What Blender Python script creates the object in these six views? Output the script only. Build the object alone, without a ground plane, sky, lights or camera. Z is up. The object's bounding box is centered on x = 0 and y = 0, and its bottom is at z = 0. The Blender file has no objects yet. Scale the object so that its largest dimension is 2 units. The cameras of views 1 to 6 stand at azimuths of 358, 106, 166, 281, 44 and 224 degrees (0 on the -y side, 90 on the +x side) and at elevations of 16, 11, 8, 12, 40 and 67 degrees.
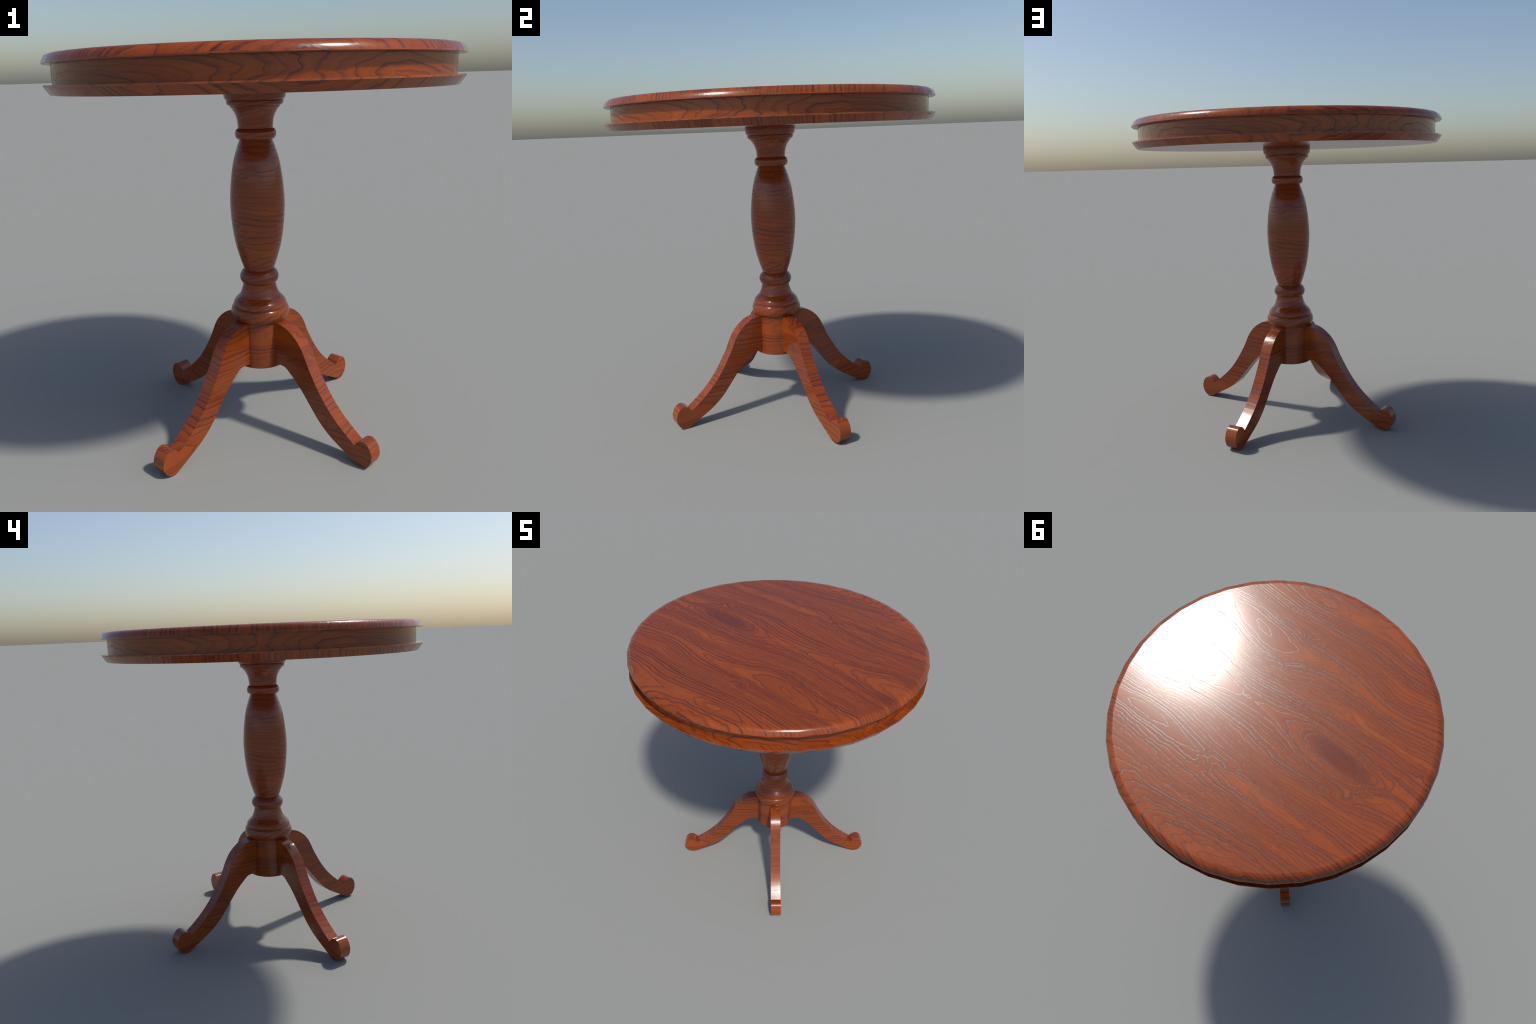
# Round pedestal table in polished red-brown wood: a thick round top (upper board,
# recessed apron, lower moulding), a lathe-turned column and four scrolled legs.
import bpy, bmesh, math
from mathutils import Vector

S2 = math.sqrt(0.5)

# ------------------------------------------------------------------ node DSL
class V:
    """A scalar socket in a node tree, with arithmetic that adds Math nodes."""
    def __init__(self, tree, sock):
        self.t, self.s = tree, sock
    def op(self, kind, *others, clamp=False):
        n = self.t.nodes.new("ShaderNodeMath")
        n.operation = kind
        n.use_clamp = clamp
        self.t.links.new(self.s, n.inputs[0])
        for i, o in enumerate(others):
            if isinstance(o, V):
                self.t.links.new(o.s, n.inputs[i + 1])
            else:
                n.inputs[i + 1].default_value = o
        return V(self.t, n.outputs[0])
    def __add__(self, o): return self.op("ADD", o)
    __radd__ = __add__
    def __mul__(self, o): return self.op("MULTIPLY", o)
    __rmul__ = __mul__
    def __sub__(self, o): return self.op("SUBTRACT", o)
    def __truediv__(self, o): return self.op("DIVIDE", o)
    def __pow__(self, o): return self.op("POWER", o)
    def rsub(self, c): return (self * -1.0) + c
    def muladd(self, a, b): return self.op("MULTIPLY_ADD", a, b)
    def abs(self): return self.op("ABSOLUTE")
    def fract(self): return self.op("FRACT")
    def floor(self): return self.op("FLOOR")
    def exp(self): return self.op("EXPONENT")
    def gt(self, c): return self.op("GREATER_THAN", c)
    def sign(self): return self.op("SIGN")
    def smooth(self, a, b, lo=0.0, hi=1.0):
        n = self.t.nodes.new("ShaderNodeMapRange")
        n.interpolation_type = "SMOOTHSTEP"
        self.t.links.new(self.s, n.inputs["Value"])
        n.inputs["From Min"].default_value = a
        n.inputs["From Max"].default_value = b
        n.inputs["To Min"].default_value = lo
        n.inputs["To Max"].default_value = hi
        return V(self.t, n.outputs["Result"])

def choose(mask, a, b):
    """a where mask = 1, b where mask = 0."""
    return (a - b) * mask + b

def combine(t, x, y, z=0.0):
    n = t.nodes.new("ShaderNodeCombineXYZ")
    for i, v in enumerate((x, y, z)):
        if isinstance(v, V):
            t.links.new(v.s, n.inputs[i])
        else:
            n.inputs[i].default_value = v
    return n.outputs[0]

def noise(t, x, y, detail=2.0, rough=0.5, seed=0.0, distortion=0.0):
    """Noise centred on 0, about -0.5 .. 0.5."""
    n = t.nodes.new("ShaderNodeTexNoise")
    n.noise_dimensions = "3D"
    n.inputs["Scale"].default_value = 1.0
    n.inputs["Detail"].default_value = detail
    n.inputs["Roughness"].default_value = rough
    n.inputs["Distortion"].default_value = distortion
    t.links.new(combine(t, x, y, seed), n.inputs["Vector"])
    return V(t, n.outputs["Fac"]) - 0.5

def mix_colour(t, fac, a, b):
    n = t.nodes.new("ShaderNodeMix")
    n.data_type = "RGBA"
    t.links.new(fac.s, n.inputs[0])
    for v, sock in ((a, n.inputs[6]), (b, n.inputs[7])):
        if isinstance(v, tuple):
            sock.default_value = (*v, 1.0)
        else:
            t.links.new(v, sock)
    return n.outputs[2]

# ------------------------------------------------------------------ wood
# The veneer is plain-sawn: its rings are level lines of a smooth field that folds
# back and forth across the grain, with hills where the log had knots and loops.
FOLD = 0.90              # distance between two like folds across the grain, metres
FOLD_RINGS = 6.8         # half the number of rings between a crest and a trough
# (along grain, across grain, half length, half width, height in rings)
FIGURES = [
    (-0.45, -0.02, 0.30, 0.120, 5.5),    # big eye knot
    (1.22, 0.00, 0.60, 0.155, 7.5),       # nested V opening to the rim
    (0.48, -0.47, 0.44, 0.12, -4.0),     # long closed loops
    (-0.70, -0.80, 0.42, 0.14, 5.0),     # rounded loop at the edge
    (-0.72, 0.84, 0.66, 0.17, 7.5),      # broad cathedral
    (0.52, 0.90, 0.36, 0.10, -5.0),      # zigzag loops
    (0.30, -0.93, 0.15, 0.07, 2.0),
    (-0.45, 0.46, 0.40, 0.12, -2.0),
    (0.60, 0.43, 0.30, 0.12, -2.2),
    (0.10, 0.49, 0.040, 0.040, 3.2),     # pinched pin knots
    (-0.03, 0.39, 0.030, 0.028, 2.0),
    (0.11, 0.415, 0.018, 0.016, 1.8),
    (-0.64, 0.12, 0.055, 0.050, 3.6),
    (-0.82, -0.01, 0.11, 0.050, -2.6),
    (0.20, -0.54, 0.050, 0.040, 2.4),
    (0.62, 0.30, 0.05, 0.03, 1.5),
    (-0.32, -0.30, 0.10, 0.035, 1.5),
]
# places where the grain runs over a swelling: (along, across, half length, half width, shift)
SWELLINGS = [(0.30, -0.27, 0.27, 0.17, 0.085), (0.32, -0.82, 0.34, 0.20, 0.09),
             (-0.20, 0.27, 0.30, 0.16, 0.075), (-0.50, -0.50, 0.20, 0.12, 0.045),
             (0.80, 0.20, 0.22, 0.14, 0.05), (0.15, 0.68, 0.30, 0.12, 0.04)]
DARK_PATCHES = [(-0.45, -0.03, 0.27, 0.068, 0.74), (0.93, -0.05, 0.13, 0.045, 0.40),
                (0.20, -0.55, 0.06, 0.028, 0.45)]

def hill(p, q, cp, cq, a, b):
    dp = (p - cp) * (1.0 / a)
    dq = (q - cq) * (1.0 / b)
    return ((dp * dp + dq * dq) * -1.0).exp()

def ring_field_group():
    """Smooth ring count at a place on the veneer sheet."""
    g = bpy.data.node_groups.new("ring_field", "ShaderNodeTree")
    for nm in ("Along", "Across"):
        g.interface.new_socket(nm, in_out="INPUT", socket_type="NodeSocketFloat")
    g.interface.new_socket("Rings", in_out="OUTPUT", socket_type="NodeSocketFloat")
    gi = g.nodes.new("NodeGroupInput")
    go = g.nodes.new("NodeGroupOutput")
    p0 = V(g, gi.outputs[0])
    q0 = V(g, gi.outputs[1])
    sway = noise(g, p0 * 1.5, q0 * 2.6, 1.0, 0.5, 3.7)
    wob = noise(g, p0 * 7.0, q0 * 15.0, 2.0, 0.6, 9.1)
    zig = noise(g, p0 * 4.0, q0 * 20.0, 1.0, 0.6, 6.4)
    q = q0 + sway * 0.10 + wob * 0.034
    for cp, cq, a, b, shift in SWELLINGS:
        q = q - hill(p0, q0, cp, cq, a, b) * shift
    p = p0 + zig * 0.135
    x = (q - p * 0.07) * (2.0 * math.pi / FOLD)
    h = (x.op("COSINE") + (x * 3.0).op("COSINE") * 0.105) * FOLD_RINGS
    for cp, cq, a, b, amp in FIGURES:
        h = hill(p, q, cp, cq, a, b) * amp + h
    h = h + wob * 0.5
    # uneven ring widths
    h = h + noise(g, h * 0.5, q0 * 0.0, 1.0, 0.5, 5.5) * 1.5
    g.links.new(h.s, go.inputs[0])
    return g

def wood_group():
    field = ring_field_group()
    g = bpy.data.node_groups.new("veneer_figure", "ShaderNodeTree")
    for nm in ("Along", "Across", "Contrast"):
        g.interface.new_socket(nm, in_out="INPUT", socket_type="NodeSocketFloat")
    g.interface.new_socket("Color", in_out="OUTPUT", socket_type="NodeSocketColor")
    g.interface.new_socket("Line", in_out="OUTPUT", socket_type="NodeSocketFloat")
    gi = g.nodes.new("NodeGroupInput")
    go = g.nodes.new("NodeGroupOutput")
    p = V(g, gi.outputs[0])
    q = V(g, gi.outputs[1])
    contrast = V(g, gi.outputs[2])

    def rings(u, v):
        n = g.nodes.new("ShaderNodeGroup")
        n.node_tree = field
        g.links.new(u.s, n.inputs[0])
        g.links.new(v.s, n.inputs[1])
        return V(g, n.outputs[0])
    EPS = 0.004
    h0 = rings(p, q)
    gp = (rings(p + EPS, q) - h0) * (1.0 / EPS)
    gq = (rings(p, q + EPS) - h0) * (1.0 / EPS)
    slope = (gp * gp + gq * gq).op("SQRT").op("MAXIMUM", 6.0)     # rings per metre
    rag = noise(g, p * 60.0, q * 110.0, 2.0, 0.65, 1.3)
    t = h0 + rag * 0.0050 * slope
    f = t.fract()
    wn = g.nodes.new("ShaderNodeTexWhiteNoise")
    wn.noise_dimensions = "1D"
    g.links.new(t.floor().s, wn.inputs["W"])
    rnd = V(g, wn.outputs["Value"])
    # late wood: distance (mm) before and after the ring border
    before = (f.rsub(1.0) / slope) * 1000.0
    after = (f / slope) * 1000.0
    core = (before * -0.20).exp() + (after * -0.75).exp()
    patchy = noise(g, p * 9.0, t * 1.0, 2.0, 0.5, 4.4)
    strength = (rnd * rnd * 0.80 + 0.50 + patchy * 1.0).op("MAXIMUM", 0.08)
    crowd = slope.smooth(45.0, 110.0, 1.0, 0.25)
    line = core * strength * crowd
    halo = (before * -0.11).exp() * (rnd * 0.6 + 0.25)
    # finer rings in between where the grain is tight
    t2 = t * 3.0 + 0.4
    f2 = t2.fract()
    fine = ((f2.rsub(1.0) / slope) * -160.0).exp() * crowd
    # fibres and broad tone
    fib = noise(g, p * 12.0, q * 230.0 + h0 * 1.5, 2.0, 0.6, 2.2)
    tone = noise(g, p * 1.6, h0 * 0.70, 2.0, 0.5, 7.7)
    dark = None
    for cp, cq, a, b, amp in DARK_PATCHES:
        d = (hill(p, q + rag * 0.02, cp, cq, a, b) + fib * 0.12).smooth(0.12, 0.80) * amp
        dark = d if dark is None else dark + d
    body = (tone * 1.4 + fib * 0.8 + 0.56 - halo * 0.40 - fine * 0.22 + (after * -0.22).exp() * rnd * 0.28).op("ADD", 0.0, clamp=True)
    c = mix_colour(g, body, WOOD_MID, WOOD_LIGHT)
    c = mix_colour(g, dark.op("ADD", 0.0, clamp=True), c, WOOD_KNOT)
    c = mix_colour(g, ((line * 1.12 + fine * 0.32) * contrast).op("ADD", 0.0, clamp=True), c, WOOD_LINE)
    g.links.new(c, go.inputs[0])
    pores = noise(g, p * 55.0, q * 170.0, 2.0, 0.6, 8.8)
    g.links.new((line * (pores * 2.2 + 0.85)).op("ADD", 0.0, clamp=True).s, go.inputs[1])
    return g

WOOD_LIGHT = (0.330, 0.0675, 0.0076)
WOOD_MID = (0.200, 0.0355, 0.0064)
WOOD_LINE = (0.052, 0.0100, 0.0095)
WOOD_KNOT = (0.105, 0.0190, 0.0095)

def wood_material(name, group, flat_limit, contrast):
    """The veneer sheet is laid on from the four sides and from above: faces whose
    normal leans up or down more than flat_limit carry the sheet seen from above."""
    m = bpy.data.materials.new(name)
    m.use_nodes = True
    t = m.node_tree
    b = t.nodes["Principled BSDF"]
    geo = t.nodes.new("ShaderNodeNewGeometry")
    sp = t.nodes.new("ShaderNodeSeparateXYZ")
    sn = t.nodes.new("ShaderNodeSeparateXYZ")
    t.links.new(geo.outputs["Position"], sp.inputs[0])
    t.links.new(geo.outputs["True Normal"], sn.inputs[0])
    x, y, z = (V(t, sp.outputs[i]) for i in range(3))
    nx, ny, nz = (V(t, sn.outputs[i]) for i in range(3))
    is_flat = nz.abs().gt(flat_limit)
    is_x = (nx.abs() - ny.abs()).gt(0.001)
    side = choose(is_x, y * nx.sign(), x * ny.sign() * -1.0)
    along = choose(is_flat, x, side)
    across = choose(is_flat, y, z - 1.0)
    g = t.nodes.new("ShaderNodeGroup")
    g.node_tree = group
    t.links.new(along.s, g.inputs[0])
    t.links.new(across.s, g.inputs[1])
    g.inputs[2].default_value = contrast
    t.links.new(g.outputs["Color"], b.inputs["Base Color"])
    line = V(t, g.outputs["Line"])
    rough = line.smooth(0.15, 0.85, 0.17, 0.39)
    t.links.new(rough.s, b.inputs["Roughness"])
    b.inputs["IOR"].default_value = 1.5
    bump = t.nodes.new("ShaderNodeBump")
    bump.invert = True
    bump.inputs["Strength"].default_value = 0.07
    bump.inputs["Distance"].default_value = 0.0012
    t.links.new(line.s, bump.inputs["Height"])
    t.links.new(bump.outputs[0], b.inputs["Normal"])
    return m

# ------------------------------------------------------------------ geometry helpers
def new_object(name, verts, faces, mat, parent, smooth_angle=None):
    me = bpy.data.meshes.new(name)
    me.from_pydata(verts, [], faces)
    me.validate()
    me.materials.append(mat)
    if smooth_angle is not None:
        me.polygons.foreach_set("use_smooth", [True] * len(me.polygons))
        me.set_sharp_from_angle(angle=math.radians(smooth_angle))
    me.update()
    ob = bpy.data.objects.new(name, me)
    bpy.context.scene.collection.objects.link(ob)
    ob.parent = parent
    return ob

def lathe(name, profile, mat, parent, segments=48, smooth_angle=35):
    """Turn a profile (radius, height), listed from the top down, round the z axis."""
    n = segments
    verts = [(r * math.cos(2 * math.pi * k / n), r * math.sin(2 * math.pi * k / n), z)
             for r, z in profile for k in range(n)]
    faces = []
    for i in range(len(profile) - 1):
        a, b = i * n, (i + 1) * n
        for k in range(n):
            k2 = (k + 1) % n
            faces.append((a + k, b + k, b + k2, a + k2))
    faces.append(tuple(range(n)))                      # flat caps, crisp rim
    last = (len(profile) - 1) * n
    faces.append(tuple(reversed(range(last, last + n))))
    ob = new_object(name, verts, faces, mat, parent, smooth_angle)
    for poly in ob.data.polygons:
        if len(poly.vertices) == n:
            poly.use_smooth = False
    return ob

def spline(pts, per=6):
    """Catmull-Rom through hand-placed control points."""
    out = []
    P = [Vector(p) for p in pts]
    P = [P[0] * 2 - P[1]] + P + [P[-1] * 2 - P[-2]]
    for i in range(1, len(P) - 2):
        p0, p1, p2, p3 = P[i - 1:i + 3]
        for k in range(per):
            u = k / per
            out.append(0.5 * ((2 * p1) + (p2 - p0) * u + (2 * p0 - 5 * p1 + 4 * p2 - p3) * u * u
                              + (3 * p1 - p0 - 3 * p2 + p3) * u ** 3))
    out.append(P[-2])
    return [tuple(v) for v in out]

# ------------------------------------------------------------------ build
group = wood_group()
top_wood = wood_material("polished_top_wood", group, 0.30, 0.86)
body_wood = wood_material("polished_turned_wood", group, 0.80, 0.66)

table = bpy.data.objects.new("pedestal_table", None)
bpy.context.scene.collection.objects.link(table)
table["label"] = "round red-brown polished wooden table on turned pedestal"
table["category"] = "table"

# -- round top: 36 straight facets, as the target shows
TOP_SIDES = 36
tabletop = lathe("tabletop", [
    (0.9480, 2.0000), (0.9640, 1.9988), (0.9780, 1.9920), (0.9875, 1.9780), (0.9945, 1.9635),
    (0.9955, 1.9585), (0.9930, 1.9550)],
    top_wood, table, TOP_SIDES, 40)
lathe("apron", [(0.957, 1.9560), (0.957, 1.8640)], top_wood, table, TOP_SIDES, 40)
lathe("lower_moulding", [
    (0.9950, 1.8655), (0.9955, 1.8585), (0.9712, 1.8245), (0.9665, 1.8204)],
    top_wood, table, TOP_SIDES, 30)

# -- turned column
column = bpy.data.objects.new("column", None)
bpy.context.scene.collection.objects.link(column)
column.parent = table

lathe("capital",
      [(0.155, 1.8230)] + spline([(0.1560, 1.8130), (0.1565, 1.8000), (0.1530, 1.7820), (0.1480, 1.7725),
                                  (0.1420, 1.7680)], 4)
      + [(0.1412, 1.7662)]
      + spline([(0.1430, 1.7645), (0.1428, 1.7565), (0.1395, 1.7480), (0.1330, 1.7430)], 4)
      + [(0.1262, 1.7412)]
      + spline([(0.1258, 1.7365), (0.1120, 1.7200), (0.0988, 1.6950), (0.0915, 1.6690), (0.0880, 1.6290)], 5),
      body_wood, column)
lathe("collar",
      spline([(0.0840, 1.6325), (0.0930, 1.6290), (0.0990, 1.6240), (0.1035, 1.6150), (0.1046, 1.6050),
              (0.1030, 1.5920), (0.0980, 1.5820), (0.0900, 1.5775), (0.0800, 1.5760)], 3),
      body_wood, column)
lathe("baluster",
      spline([(0.0825, 1.5800), (0.0990, 1.5310), (0.1185, 1.4650), (0.1324, 1.3815), (0.1403, 1.2970),
              (0.1420, 1.2400), (0.1388, 1.1750), (0.1321, 1.1070), (0.1202, 1.0340), (0.1012, 0.9626),
              (0.0778, 0.8935), (0.0755, 0.8870)], 5),
      body_wood, column)
lathe("collar",
      spline([(0.0740, 0.8950), (0.0860, 0.8915), (0.0940, 0.8820), (0.1005, 0.8710), (0.1034, 0.8575),
              (0.1020, 0.8430), (0.0960, 0.8300), (0.0880, 0.8215), (0.0800, 0.8185)], 3),
      body_wood, column)
lathe("foot_bulb",
      spline([(0.0870, 0.8240), (0.0888, 0.8100), (0.0939, 0.7868), (0.1057, 0.7567), (0.1213, 0.7392),
              (0.1360, 0.7228), (0.1428, 0.7065), (0.1432, 0.6990)], 4)
      + [(0.1418, 0.6958)]
      + spline([(0.1455, 0.6938), (0.1520, 0.6850), (0.1566, 0.6660), (0.1560, 0.6510), (0.1522, 0.6360),
                (0.1470, 0.6270), (0.1390, 0.6215)], 4),
      body_wood, column)
lathe("hub", [(0.1385, 0.6260), (0.1385, 0.3745), (0.1370, 0.3730)], body_wood, column)

# -- four scrolled legs, cut from one board outline (distance from the axis, height)
LEG_TOP = [(0.128, 0.6265), (0.160, 0.6265), (0.190, 0.6205), (0.224, 0.6080), (0.268, 0.5775), (0.304, 0.5400),
           (0.333, 0.4920), (0.358, 0.4380), (0.392, 0.3780), (0.431, 0.3160), (0.474, 0.2590),
           (0.519, 0.2110), (0.565, 0.1700), (0.607, 0.1370), (0.648, 0.1075)]
LEG_SCROLL = [(0.659, 0.1220), (0.672, 0.1340), (0.690, 0.1425), (0.708, 0.1425), (0.726, 0.1320),
              (0.742, 0.1100), (0.7510, 0.0800), (0.7480, 0.0500), (0.735, 0.0240), (0.718, 0.0085),
              (0.697, 0.0000), (0.676, 0.0010), (0.655, 0.0100)]
LEG_UNDER = [(0.655, 0.0100), (0.590, 0.0460), (0.530, 0.0790), (0.480, 0.1120), (0.428, 0.1580), (0.380, 0.2140),
             (0.336, 0.2680), (0.287, 0.3240), (0.238, 0.3670), (0.208, 0.3900), (0.182, 0.3960), (0.128, 0.3960)]
outline = spline(LEG_TOP, 3) + LEG_SCROLL[:-1] + spline(LEG_UNDER, 3)
HALF = 0.0373

def leg_mesh():
    n = len(outline)
    verts = [(r, -HALF, z) for r, z in outline] + [(r, HALF, z) for r, z in outline]
    faces = [tuple(reversed(range(n))), tuple(range(n, 2 * n))]
    faces += [(k, (k + 1) % n, n + (k + 1) % n, n + k) for k in range(n)]
    return verts, faces

verts, faces = leg_mesh()
first = new_object("leg", verts, faces, body_wood, table, 40)
bm = bmesh.new()
bm.from_mesh(first.data)
bmesh.ops.recalc_face_normals(bm, faces=bm.faces[:])
bm.to_mesh(first.data)
bm.free()
first.data.set_sharp_from_angle(angle=math.radians(40))
for k in range(4):
    ob = first if k == 0 else first.copy()
    if k:
        bpy.context.scene.collection.objects.link(ob)
        ob.parent = table
    ob.rotation_euler = (0, 0, math.radians(45 + 90 * k))
